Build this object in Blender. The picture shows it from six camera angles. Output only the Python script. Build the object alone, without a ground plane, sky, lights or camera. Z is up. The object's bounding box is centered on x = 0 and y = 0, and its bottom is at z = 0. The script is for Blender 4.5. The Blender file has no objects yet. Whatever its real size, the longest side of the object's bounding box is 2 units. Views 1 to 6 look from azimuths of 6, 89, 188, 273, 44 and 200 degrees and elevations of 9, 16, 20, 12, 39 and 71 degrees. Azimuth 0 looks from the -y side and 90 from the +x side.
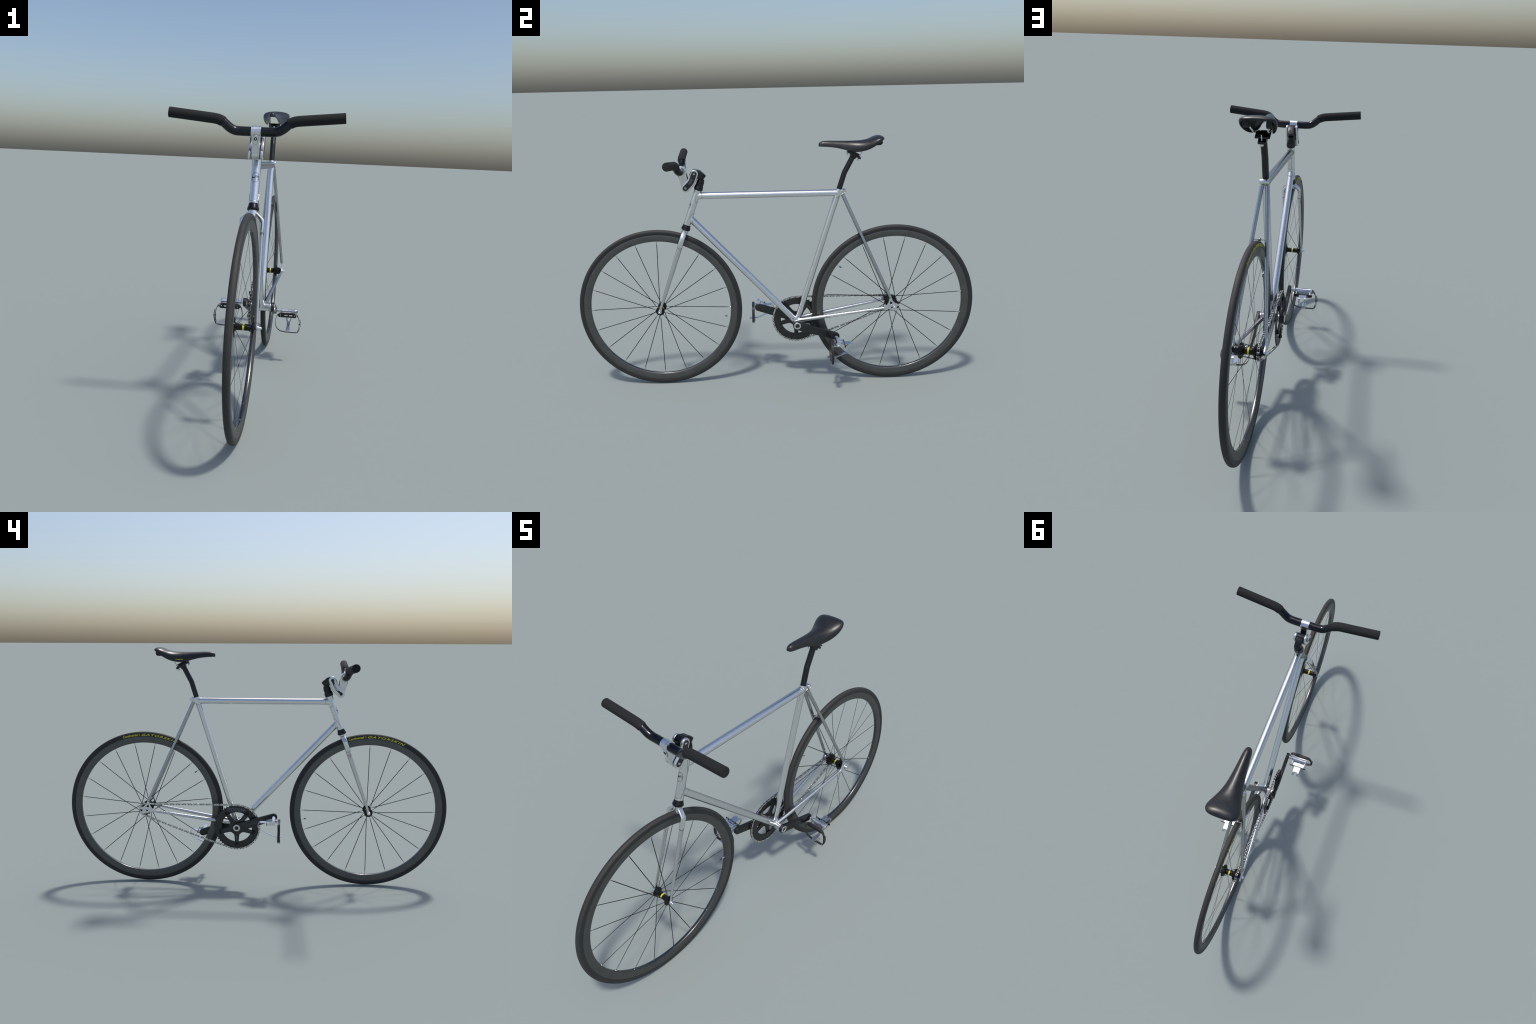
"""A silver single-speed track bicycle, built part by part.
Frame: x = rider's left, -y = forward, z = up.  Metres."""
import bpy, bmesh, math, random
from mathutils import Vector, Matrix

random.seed(7)
V = Vector
X = V((1, 0, 0)); Y = V((0, 1, 0)); Z = V((0, 0, 1))

# ------------------------------------------------------------------ materials
def new_mat(name, base, rough, metal=0.0, coat=0.0, spec=0.5):
    m = bpy.data.materials.new(name)
    m.use_nodes = True
    b = m.node_tree.nodes["Principled BSDF"]
    b.inputs["Base Color"].default_value = (*base, 1)
    b.inputs["Roughness"].default_value = rough
    b.inputs["Metallic"].default_value = metal
    b.inputs["Coat Weight"].default_value = coat
    b.inputs["Specular IOR Level"].default_value = spec
    return m

def grain(m, c1, c2, scale, bump=0.0, bump_scale=None, r1=None, r2=None, detail=3.0, dist=0.0004):
    """Noise-driven colour, roughness and bump on object coordinates."""
    nt = m.node_tree; n = nt.nodes; l = nt.links
    b = n["Principled BSDF"]
    tc = n.new("ShaderNodeTexCoord")
    no = n.new("ShaderNodeTexNoise"); no.inputs["Scale"].default_value = scale
    no.inputs["Detail"].default_value = detail
    l.new(tc.outputs["Object"], no.inputs["Vector"])
    cr = n.new("ShaderNodeValToRGB")
    cr.color_ramp.elements[0].position = 0.35; cr.color_ramp.elements[0].color = (*c1, 1)
    cr.color_ramp.elements[1].position = 0.65; cr.color_ramp.elements[1].color = (*c2, 1)
    l.new(no.outputs["Fac"], cr.inputs["Fac"]); l.new(cr.outputs["Color"], b.inputs["Base Color"])
    if r1 is not None:
        mr = n.new("ShaderNodeMapRange")
        mr.inputs["From Min"].default_value = 0.3; mr.inputs["From Max"].default_value = 0.7
        mr.inputs["To Min"].default_value = r1; mr.inputs["To Max"].default_value = r2
        l.new(no.outputs["Fac"], mr.inputs["Value"]); l.new(mr.outputs["Result"], b.inputs["Roughness"])
    if bump:
        n2 = n.new("ShaderNodeTexNoise"); n2.inputs["Scale"].default_value = bump_scale or scale
        n2.inputs["Detail"].default_value = 2
        l.new(tc.outputs["Object"], n2.inputs["Vector"])
        bp = n.new("ShaderNodeBump"); bp.inputs["Strength"].default_value = bump
        bp.inputs["Distance"].default_value = dist
        l.new(n2.outputs["Fac"], bp.inputs["Height"]); l.new(bp.outputs["Normal"], b.inputs["Normal"])
    return m

M = {}
M["frame"] = grain(new_mat("silver_flake_paint", (.74, .75, .77), .22, 1.0),
                   (.68, .695, .70), (.86, .865, .87), 420, .14, 650, .18, .27, dist=.0003)
M["lug"] = grain(new_mat("silver_lug_paint", (.76, .77, .78), .2, 1.0),
                 (.71, .72, .73), (.86, .865, .87), 420, .08, 700, .16, .24, dist=.0003)
M["stay"] = grain(new_mat("silver_stay_darker", (.46, .47, .48), .25, 1.0),
                  (.42, .43, .435), (.53, .535, .54), 420, .06, 650, .2, .3, dist=.0003)  # darker tone of the frame silver, on the seat stays
M["blade"] = grain(new_mat("silver_blade_darker", (.62, .63, .64), .25, 1.0),
                   (.58, .59, .595), (.73, .735, .74), 420, .07, 650, .2, .3, dist=.0003)  # slightly darker frame silver, on fork blades, fork ends and chain stays
for k in ("frame", "lug", "stay", "blade"):      # tube edges turn a darker grey
    M[k].node_tree.nodes["Principled BSDF"].inputs["Specular Tint"].default_value = (.42, .43, .45, 1)
M["line"] = new_mat("dark_shade_and_print_line", (.07, .075, .08), .55, .3)  # painted shade lines at lug edges; also badge and decal print
M["alloy"] = grain(new_mat("satin_alloy", (.78, .79, .8), .25, 1.0),
                   (.70, .71, .72), (.77, .78, .79), 60, 0, None, .24, .30)
M["chrome"] = grain(new_mat("polished_steel", (.78, .79, .82), .14, 1.0),
                    (.7, .71, .74), (.86, .87, .89), 120, 0, None, .1, .2)
M["plate_steel"] = grain(new_mat("bright_strip_steel", (.75, .77, .84), .2, 1.0),
                         (.56, .575, .62), (.66, .675, .72), 120, 0, None, .22, .32)
M["chain"] = grain(new_mat("chain_steel", (.72, .72, .70), .22, 1.0),
                   (.62, .62, .60), (.82, .82, .79), 300, 0, None, .18, .30)
M["chain_in"] = new_mat("chain_inner_steel", (.34, .34, .33), .3, 1.0)
M["pin"] = new_mat("oiled_pin", (.02, .02, .02), .45, .3)
M["gloss"] = grain(new_mat("gloss_black_alloy", (.04, .041, .045), .2, 1.0),
                   (.034, .035, .039), (.044, .045, .050), 60, 0, None, .18, .24)
M["satin"] = grain(new_mat("satin_black_alloy", (.048, .048, .05), .36, 1.0),
                   (.042, .042, .044), (.052, .052, .054), 90, 0, None, .33, .40)
M["crank"] = grain(new_mat("black_anodised", (.062, .062, .062), .4, 1.0),
                   (.057, .057, .057), (.066, .066, .066), 90, 0, None, .37, .43)
M["hub"] = grain(new_mat("black_hub", (.004, .004, .0045), .28, spec=.3), (.003, .003, .0035), (.005, .005, .0055), 60)
M["yellow"] = new_mat("yellow_band", (.62, .55, .02), .4)
M["letter"] = grain(new_mat("yellow_lettering", (.42, .36, .02), .6), (.58, .52, .02), (.68, .61, .03), 300)
M["white"] = new_mat("pale_lettering", (.55, .57, .58), .5)
M["greytext"] = new_mat("grey_lettering", (.135, .15, .17), .5)
M["darktext"] = new_mat("raised_dark_lettering", (.125, .13, .135), .35, 1.0)
M["red"] = new_mat("red_print", (.45, .06, .05), .5)
M["decal"] = new_mat("pale_decal", (.62, .66, .70), .35, .6)
M["rim"] = grain(new_mat("dark_grey_rim", (.135, .135, .132), .38, 1.0),
                 (.126, .126, .123), (.142, .142, .139), 25, 0, None, .48, .54)
M["rim_in"] = new_mat("rim_inner_face", (.13, .13, .13), .25, 1.0)
M["side"] = grain(new_mat("tyre_sidewall", (.014, .015, .016), .55),
                  (.0115, .0120, .0127), (.0150, .0155, .0163), 120, .1, 700, .5, .6, dist=.0003)
M["tread"] = grain(new_mat("tyre_tread", (.032, .031, .030), .7),
                   (.0215, .021, .0205), (.029, .028, .027), 60, .15, 900, .62, .75, dist=.0003)
M["spoke"] = new_mat("black_spoke", (.004, .004, .0045), .45, 0, spec=.2)
M["grip"] = grain(new_mat("foam_grip", (.016, .0165, .017), .85, spec=.3),
                  (.0110, .0115, .0120), (.0170, .0175, .0180), 500, .35, 1100, .8, .92, dist=.0006)
M["saddle"] = grain(new_mat("saddle_leather", (.010, .0105, .012), .36),
                    (.009, .0095, .011), (.013, .0135, .015), 50, .05, 1200, .33, .4, dist=.0002)
M["under"] = new_mat("saddle_base", (.008, .008, .009), .6)
M["strap"] = grain(new_mat("strap_leather", (.016, .015, .016), .5),
                   (.012, .012, .013), (.022, .02, .02), 200, .1, 700)
M["plastic"] = new_mat("black_plastic", (.01, .01, .011), .4)

# ------------------------------------------------------------------ helpers
def empty(name, parent=None, loc=(0, 0, 0)):
    o = bpy.data.objects.new(name, None)
    bpy.context.scene.collection.objects.link(o)
    o.location = loc
    o.parent = parent
    return o

def add(name, mesh, parent, mat=None, mw=None):
    o = bpy.data.objects.new(name, mesh)
    bpy.context.scene.collection.objects.link(o)
    if mat is not None and not mesh.materials:
        mesh.materials.append(M[mat])
    o.parent = parent
    if mw is not None:
        o.matrix_basis = mw
    return o

class Geo:
    """Collects vertices and faces, with a material index per face."""
    def __init__(self):
        self.v = []; self.f = []; self.m = []
    def put(self, vs, fs, mi=0):
        o = len(self.v)
        self.v += [tuple(p) for p in vs]
        self.f += [tuple(i + o for i in f) for f in fs]
        self.m += [mi] * len(fs)
    def merge(self, mesh, mw=None, mi=0):
        mw = mw or Matrix()
        self.put([mw @ v.co for v in mesh.vertices], [tuple(p.vertices) for p in mesh.polygons], mi)
    def mesh(self, name, mats, angle=35, smooth=True):
        me = bpy.data.meshes.new(name)
        me.from_pydata(self.v, [], self.f)
        for k in mats:
            me.materials.append(M[k])
        me.polygons.foreach_set("material_index", self.m)
        bm = bmesh.new(); bm.from_mesh(me)
        bmesh.ops.recalc_face_normals(bm, faces=bm.faces)
        bm.to_mesh(me); bm.free()
        if smooth:
            me.shade_smooth()
            me.set_sharp_from_angle(angle=math.radians(angle))
        return me

def spline(pts, n=8):
    """Catmull-Rom through the points."""
    pts = [V(p) for p in pts]
    out = []
    P = [pts[0] * 2 - pts[1]] + pts + [pts[-1] * 2 - pts[-2]]
    for i in range(1, len(P) - 2):
        a, b, c, d = P[i - 1:i + 3]
        for k in range(n):
            t = k / n
            out.append(.5 * ((2 * b) + (c - a) * t + (2 * a - 5 * b + 4 * c - d) * t * t
                             + (3 * b - a - 3 * c + d) * t ** 3))
    out.append(pts[-1])
    return out

def interp(tab, x):
    if x <= tab[0][0]: return tab[0][1]
    for (a, p), (b, q) in zip(tab, tab[1:]):
        if x <= b:
            return p + (q - p) * (x - a) / (b - a)
    return tab[-1][1]

def tube(g, pts, rad, seg=24, side=X, ratio=1.0, caps=True, mi=0):
    """Sweep an ellipse along pts. rad: number or list; ratio: half-width along `side` / radius."""
    pts = [V(p) for p in pts]
    n = len(pts)
    if not hasattr(rad, "__len__"): rad = [rad] * n
    if not hasattr(ratio, "__len__"): ratio = [ratio] * n
    vs, fs = [], []
    for i, p in enumerate(pts):
        t = (pts[min(i + 1, n - 1)] - pts[max(i - 1, 0)]).normalized()
        s = (V(side) - t * t.dot(V(side)))
        if s.length < 1e-6: s = t.orthogonal()
        s.normalize(); w = t.cross(s)
        for k in range(seg):
            a = 2 * math.pi * k / seg
            vs.append(p + s * math.cos(a) * rad[i] * ratio[i] + w * math.sin(a) * rad[i])
    for i in range(n - 1):
        for k in range(seg):
            k2 = (k + 1) % seg
            fs.append((i * seg + k, i * seg + k2, (i + 1) * seg + k2, (i + 1) * seg + k))
    if caps:
        fs.append(tuple(range(seg - 1, -1, -1)))
        fs.append(tuple((n - 1) * seg + k for k in range(seg)))
    g.put(vs, fs, mi)

def lathe(g, prof, o=(0, 0, 0), axis=X, seg=32, mi=0, closed=False):
    """Revolve (distance along axis, radius) profile. mi may be a list per profile span."""
    o = V(o); t = V(axis).normalized(); s = t.orthogonal().normalized(); w = t.cross(s)
    vs = []
    for d, r in prof:
        for k in range(seg):
            a = 2 * math.pi * k / seg
            vs.append(o + t * d + (s * math.cos(a) + w * math.sin(a)) * max(r, 1e-5))
    n = len(prof)
    spans = n if closed else n - 1
    base = len(g.v)
    g.v += [tuple(p) for p in vs]
    for i in range(spans):
        j = (i + 1) % n
        for k in range(seg):
            k2 = (k + 1) % seg
            g.f.append((base + i * seg + k, base + i * seg + k2, base + j * seg + k2, base + j * seg + k))
            g.m.append(mi[i] if hasattr(mi, "__len__") else mi)
    if not closed:
        for i, rev in ((0, True), (n - 1, False)):
            if prof[i][1] > 1e-4:
                f = tuple(base + i * seg + k for k in range(seg))
                g.f.append(f[::-1] if rev else f)
                g.m.append((mi[0] if i == 0 else mi[-1]) if hasattr(mi, "__len__") else mi)

def box(g, c, u, v, w, mi=0):
    """Box: centre c and three half-extent vectors."""
    c = V(c); u = V(u); v = V(v); w = V(w)
    vs = [c + u * i + v * j + w * k for i in (-1, 1) for j in (-1, 1) for k in (-1, 1)]
    g.put(vs, [(0, 1, 3, 2), (4, 6, 7, 5), (0, 4, 5, 1), (2, 3, 7, 6), (0, 2, 6, 4), (1, 5, 7, 3)], mi)

def plate_mesh(loops, thick, bevel=0.0, mat=None):
    """Flat plate with holes from 2D loops (even-odd), with rounded edges; normal = local z."""
    cu = bpy.data.curves.new("plate", "CURVE")
    cu.dimensions = "2D"; cu.fill_mode = "BOTH"
    cu.extrude = max(thick / 2 - bevel, 1e-5)
    cu.bevel_depth = bevel; cu.bevel_resolution = 2; cu.offset = -bevel
    for lp in loops:
        sp = cu.splines.new("POLY"); sp.points.add(len(lp) - 1)
        for p, q in zip(sp.points, lp): p.co = (q[0], q[1], 0, 1)
        sp.use_cyclic_u = True
    ob = bpy.data.objects.new("plate", cu)
    bpy.context.scene.collection.objects.link(ob)
    dg = bpy.context.evaluated_depsgraph_get(); dg.update()
    me = bpy.data.meshes.new_from_object(ob.evaluated_get(dg))
    bpy.data.objects.remove(ob); bpy.data.curves.remove(cu)
    me.materials.clear()
    if mat: me.materials.append(M[mat])
    bm = bmesh.new(); bm.from_mesh(me)
    bmesh.ops.remove_doubles(bm, verts=bm.verts, dist=1e-6)
    bmesh.ops.recalc_face_normals(bm, faces=bm.faces)
    bm.to_mesh(me); bm.free()
    me.shade_smooth(); me.set_sharp_from_angle(angle=math.radians(38))
    return me

def basis(o, u, v):
    """Matrix taking local (x, y, z) to o + x u + y v + z (u x v)."""
    u = V(u).normalized(); v = V(v).normalized(); w = u.cross(v)
    m = Matrix((u, v, w)).transposed().to_4x4(); m.translation = V(o)
    return m

def baked(me, mw):
    me.transform(mw)
    return me

def circle(c, r, n=24, a0=0.0):
    return [(c[0] + r * math.cos(a0 + 2 * math.pi * i / n), c[1] + r * math.sin(a0 + 2 * math.pi * i / n)) for i in range(n)]

def stadium(a, b, ra, rb, n=12):
    """Outline hugging two circles (hull)."""
    a = V((a[0], a[1])); b = V((b[0], b[1]))
    d = b - a; L = d.length; th = math.atan2(d.y, d.x)
    be = math.acos(max(-1, min(1, (ra - rb) / L)))
    out = []
    for i in range(n + 1):
        t = th + be + (2 * math.pi - 2 * be) * i / n
        out.append((a.x + ra * math.cos(t), a.y + ra * math.sin(t)))
    for i in range(n + 1):
        t = th - be + 2 * be * i / n
        out.append((b.x + rb * math.cos(t), b.y + rb * math.sin(t)))
    return out

def banana(a, m, b, r, n=14):
    """Bent stadium along the arc a-m-b, half-width r (2D)."""
    pts = spline([V((*a, 0)), V((*m, 0)), V((*b, 0))], n)
    L, R = [], []
    for i, p in enumerate(pts):
        t = (pts[min(i + 1, len(pts) - 1)] - pts[max(i - 1, 0)]).normalized()
        q = V((-t.y, t.x, 0))
        L.append(p + q * r); R.append(p - q * r)
    def cap(c, s, e):
        a0 = math.atan2(s.y - c.y, s.x - c.x)
        return [(c.x + r * math.cos(a0 - math.pi * k / n), c.y + r * math.sin(a0 - math.pi * k / n)) for k in range(1, n)]
    out = [(p.x, p.y) for p in L]
    out += cap(pts[-1], L[-1], R[-1])
    out += [(p.x, p.y) for p in reversed(R)]
    out += cap(pts[0], R[0], L[0])
    return out

def ribbon(g, pts, wdir, width, thick, mi=0, closed=False):
    """Flat strap: path pts, broad side along wdir. width: number or list."""
    pts = [V(p) for p in pts]; n = len(pts); wd = V(wdir).normalized()
    if not hasattr(width, "__len__"): width = [width] * n
    vs = []
    for i, p in enumerate(pts):
        if closed: t = pts[(i + 1) % n] - pts[i - 1]
        else: t = pts[min(i + 1, n - 1)] - pts[max(i - 1, 0)]
        t.normalize()
        nn = t.cross(wd).normalized(); h = width[i] / 2
        for a, b in ((-1, -1), (1, -1), (1, 1), (-1, 1)):
            vs.append(p + wd * h * a + nn * thick / 2 * b)
    fs = []
    for i in range(n if closed else n - 1):
        j = (i + 1) % n
        for k in range(4):
            k2 = (k + 1) % 4
            fs.append((i * 4 + k, i * 4 + k2, j * 4 + k2, j * 4 + k))
    if not closed:
        fs += [(3, 2, 1, 0), tuple((n - 1) * 4 + k for k in range(4))]
    g.put(vs, fs, mi)

def text_mesh(body, size, bold=0.0, shear=0.0, extrude=0.0002, slices=0, space=1.0):
    """Text as a mesh, centred on nothing: x from 0, baseline y = 0. Returns mesh and width."""
    cu = bpy.data.curves.new("text", "FONT")
    cu.body = body; cu.size = size; cu.shear = shear; cu.offset = bold; cu.extrude = extrude
    cu.resolution_u = 3; cu.space_character = space
    ob = bpy.data.objects.new("text", cu)
    bpy.context.scene.collection.objects.link(ob)
    dg = bpy.context.evaluated_depsgraph_get(); dg.update()
    me = bpy.data.meshes.new_from_object(ob.evaluated_get(dg))
    bpy.data.objects.remove(ob); bpy.data.curves.remove(cu)
    me.materials.clear()
    x0 = min(v.co.x for v in me.vertices); x1 = max(v.co.x for v in me.vertices)
    y0 = min(v.co.y for v in me.vertices); y1 = max(v.co.y for v in me.vertices)
    for v in me.vertices: v.co.x -= x0
    if slices:
        bm = bmesh.new(); bm.from_mesh(me)
        for i in range(1, slices):
            y = y0 + (y1 - y0) * i / slices
            bmesh.ops.bisect_plane(bm, geom=bm.verts[:] + bm.edges[:] + bm.faces[:], plane_co=(0, y, 0), plane_no=(0, 1, 0))
        bm.to_mesh(me); bm.free()
    return me, x1 - x0, y1

def fit_text(body, w, h, **k):
    """Text mesh scaled to width w and cap height h, lower left at the origin."""
    me, tw, th = text_mesh(body, 1.0, **k)
    for v in me.vertices:
        v.co.x *= w / tw; v.co.y *= h / th
    return me

def write(name, body, w, h, mw, mat, parent, ext=.0003, **k):
    me = fit_text(body, w, h, extrude=ext, **k)
    me.transform(mw)
    me.materials.append(M[mat])
    return add(name, me, parent)

# ------------------------------------------------------------------ layout
WHEEL_R = .4113
FRONT = V((0, -.5886, .4113)); REAR = V((0, .5889, .4113))
BB = V((0, .101, .3235))
def head(z): return V((0, -.4345 + .366 * (z - .8437), z))
HEAD = (head(1) - head(0)).normalized()
HEAD_BACK = X.cross(HEAD).normalized()          # points rearward / downward
if HEAD_BACK.y < 0: HEAD_BACK = -HEAD_BACK
def seat(z): return V((0, .101 + .309 * (z - .3235), z))
SEAT = (seat(1) - seat(0)).normalized()

bike = empty("track_bicycle")
bike["label"] = "silver single-speed track bicycle with black flat bars and toe clips"
bike["category"] = "bicycle"

# ------------------------------------------------------------------ frame
frame_g = Geo()
tube(frame_g, [head(.8440), head(1.0175)], .0168, 40)
tube(frame_g, [V((0, head(.9875).y, .9875)), V((0, seat(.9875).y, .9875))], .0160, 36)
dt0 = V((0, -.4205, .8822))
tube(frame_g, [dt0, BB], .0157, 36)
tube(frame_g, [seat(.3235), seat(.99)], .0142, 36)
frame = add("frame", frame_g.mesh("frame", ["frame"]), bike)

def lathe_part(name, prof, o, axis, mat, parent, seg=32):
    g = Geo(); lathe(g, prof, o, axis, seg); return add(name, g.mesh(name, [mat]), parent)

lathe_part("bottom_bracket_shell", [(-.0365, .0), (-.0365, .0192), (-.0355, .0202), (.0355, .0202), (.0365, .0192), (.0365, 0)], BB, X, "lug", frame)
notch = []
for i in range(32):
    a = 2 * math.pi * i / 32
    for da, r in ((-.075, .0196), (.03, .0196), (.035, .0178), (.085, .0178)):
        notch.append((r * math.cos(a + da), r * math.sin(a + da)))
cup_me = plate_mesh([notch], .0105, .0004, "alloy")
for sx in (1, -1):
    add("bearing_cup", cup_me, frame, None, basis(BB + X * sx * .0418, Y, Z))

def stay(name, p0, p1, r0, r1, mat, ratio=1.0, n=12, seg=20):
    g = Geo(); pts = []; rr = []
    for i in range(n + 1):
        t = i / n
        pts.append(V(p0).lerp(V(p1), t)); rr.append(r0 + (r1 - r0) * t)
    tube(g, pts, rr, seg, ratio=ratio)
    return add(name, g.mesh(name, [mat]), frame)

for s in (1, -1):
    stay("chain_stay", (.019 * s, .108, .3375), (.0605 * s, .546, .4095), .0106, .0062, "blade")
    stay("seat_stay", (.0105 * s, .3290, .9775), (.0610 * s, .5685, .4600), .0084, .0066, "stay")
    # dropout: plate with slot open to the rear and a small window
    ax = V((REAR.y, REAR.z))
    outer = [(.535, .4035), (.535, .4165), (.549, .4225), (.558, .437), (.5640, .462), (.5720, .463), (.578, .446),
             (.592, .4335), (.612, .4265), (.613, .4205), (.600, .4155), (.573, .4155), (.5705, .4115), (.573, .4078),
             (.600, .4078), (.612, .4045), (.611, .3965), (.598, .3935), (.578, .3960), (.560, .4025)]
    win = [(.5640, .4330), (.5675, .4455), (.5725, .4395), (.5800, .4330), (.5700, .4275)]
    add("dropout", plate_mesh([outer, win], .0062, .0008, "alloy"), frame, None, basis((.0625 * s, 0, 0), Y, Z))
    g = Geo()
    lathe(g, [(.055, .006), (.0655, .006), (.0655, .0105), (.0672, .0108), (.0672, .0082), (.0720, .0080), (.0730, .0072), (.0730, .0050), (.0765, .0045), (.0770, 0)], REAR, X * s, 12)
    add("axle_nut", g.mesh("axle_nut", ["chrome"]), frame)
# slim brake bridge with a round boss
g = Geo()
tube(g, [(-.026, .4135, .7905), (.026, .4135, .7905)], .0018, 12)
lathe(g, [(-.0070, 0)] + [(.0070 * math.sin(a), .0070 * math.cos(a)) for a in [math.radians(d) for d in range(-80, 81, 10)]] + [(.0070, 0)], (0, .4135, .7905), X, 24)
add("brake_bridge", g.mesh("brake_bridge", ["chain_in"]), frame)
def sleeve(name, o, axis, r, lo, hi, ref, parent=frame, mat="lug", seg=64, rings=8, line=("lo", "hi")):
    """Lug sleeve on a tube with end profiles lo(phi), hi(phi); phi = 0 along ref. A dark bead on the edge stands in for its shadow line."""
    o = V(o); t = V(axis).normalized(); u = (V(ref) - t * t.dot(V(ref))).normalized(); w = t.cross(u)
    g = Geo(); vs = []; fs = []
    for k in range(seg):
        a = 2 * math.pi * k / seg; d = u * math.cos(a) + w * math.sin(a)
        aa = a if a <= math.pi else a - 2 * math.pi
        l, h = lo(abs(aa)), hi(abs(aa))
        ring = [(l, r - .0014), (l, r - .0003)] + [(l + .0005 + (h - l - .001) * i / rings, r) for i in range(rings + 1)] + [(h, r - .0003), (h, r - .0014)]
        for s, rr in ring: vs.append(o + t * s + d * rr)
    m = rings + 5
    for k in range(seg):
        k2 = (k + 1) % seg
        for i in range(m - 1):
            fs.append((k * m + i, k * m + i + 1, k2 * m + i + 1, k2 * m + i))
    g.put(vs, fs, 0)
    for which, fn in (("lo", lo), ("hi", hi)):
        if which not in line: continue
        pts = []
        for k in range(seg + 1):
            a = 2 * math.pi * k / seg; aa = a if a <= math.pi else a - 2 * math.pi
            pts.append(o + t * (fn(abs(aa)) + (-.0004 if which == "lo" else .0004)) + (u * math.cos(a) + w * math.sin(a)) * (r - .0009))
        tube(g, pts, .00065, 6, side=t, caps=False, mi=1)
    return add(name, g.mesh(name, [mat, "line"]), parent)

def smooth(a, b, x):
    t = max(0, min(1, (x - a) / (b - a))); return t * t * (3 - 2 * t)
deg = math.radians
hb, ht = head(.8440), head(1.0175); hl = (ht - hb).length
# upper head lug: collar with a tongue running down behind, and a socket on the top tube
sleeve("lug", hb, HEAD, .0178, lambda p: hl - .060 + .052 * smooth(deg(62), deg(112), p), lambda p: hl + .0005, Y, line=("lo",))
sleeve("lug", (0, head(.9875).y, .9875), Y, .0169, lambda p: .004, lambda p: .0265 - .003 * math.cos(2 * p), Z, line=("hi",))
# lower head lug and down tube socket
sleeve("lug", hb, HEAD, .0178, lambda p: -.0005, lambda p: .064 - .054 * smooth(deg(50), deg(125), p), Y, line=("hi",))
DT = (BB - dt0).normalized()
sleeve("lug", dt0, DT, .0166, lambda p: .004, lambda p: .030 - .006 * math.cos(2 * p), X, line=("hi",))
# seat lug with a spear point in front
st_top = (seat(1.0) - seat(.3235)).length
sleeve("lug", seat(.3235), SEAT, .0151, lambda p: st_top - .027 - .034 * smooth(deg(95), deg(180), p) - .006 * smooth(0, deg(90), p), lambda p: st_top + .001, Y, line=("lo",))
sleeve("lug", (0, seat(.9875).y, .9875), -Y, .0167, lambda p: .003, lambda p: .0195, Z, line=())
# bottom bracket lugs
sleeve("lug", BB, SEAT, .0150, lambda p: .004, lambda p: .036 + .004 * math.cos(2 * p), X, line=("hi",))
sleeve("lug", BB, -DT, .0166, lambda p: .004, lambda p: .038 + .004 * math.cos(2 * p), X, line=("hi",))

# seat collar: horizontal-cut rim, ears and pinch bolt
g = Geo()
lathe(g, [(-.014, .0150), (-.002, .0154), (0, .0150), (.0006, .0136), (.0006, .0125), (-.014, .0125)], seat(1.0055), SEAT, 40, closed=True)
add("seat_collar", g.mesh("seat_collar", ["lug"]), frame)
g = Geo()
for s in (1, -1):
    lathe(g, [(.0008, .0), (.0008, .0090), (.0018, .0100), (.0172, .0100), (.0186, .0090), (.0186, .0062), (.0178, .0058), (.0178, .0030), (.0168, .0028), (.0168, 0)], (0, .3350, .9950), X * s, 28)
box(g, (0, .326, .990), (.0125, 0, 0), (0, .0075, .0035), (0, -.003, .009))
add("seat_binder", g.mesh("seat_binder", ["lug"], 40), frame)
add("seat_ear", plate_mesh([stadium((.3085, .9885), (.3350, .9950), .0150, .0097)], .0270, .0030, "lug"), frame, None, basis((0, 0, 0), Y, Z))

# head badge: two nested rounded outlines with a monogram, wrapped on the head tube
g = Geo()
badge_c = head(.9390)
def on_head(u, v, h=.0):
    a = u / .0170
    f = -HEAD_BACK
    return badge_c + HEAD * v + (f * math.cos(a) + X * math.sin(a)) * (.0170 + h)
def wrap_line(pts, r=.00058, close=True):
    P = [on_head(*p) for p in pts]
    if close: P.append(P[0]); P.append(P[1])
    tube(g, P, r, 6, caps=not close)
def rrect(cx, cy, hw, hh, r, n=8):
    out = []
    for qx, qy, a0 in ((1, 1, 0), (-1, 1, 90), (-1, -1, 180), (1, -1, 270)):
        for i in range(n + 1):
            a = deg(a0 + 90 * i / n)
            out.append((cx + qx * (hw - r) + r * math.cos(a), cy + qy * (hh - r) + r * math.sin(a)))
    return out
wrap_line(rrect(0, 0, .0140, .0185, .0125))
wrap_line(rrect(.0, -.0005, .0133, .0062, .0025))
wrap_line(rrect(.0055, .0048, .0052, .0022, .0016))
wrap_line(rrect(.0055, .0010, .0056, .0024, .0018))
for k in range(4):
    wrap_line([(-.013 + i * .0013, .0008 - .0011 * k) for i in range(10)], .0007, False)
add("head_badge", g.mesh("head_badge", ["line"]), frame)

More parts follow.
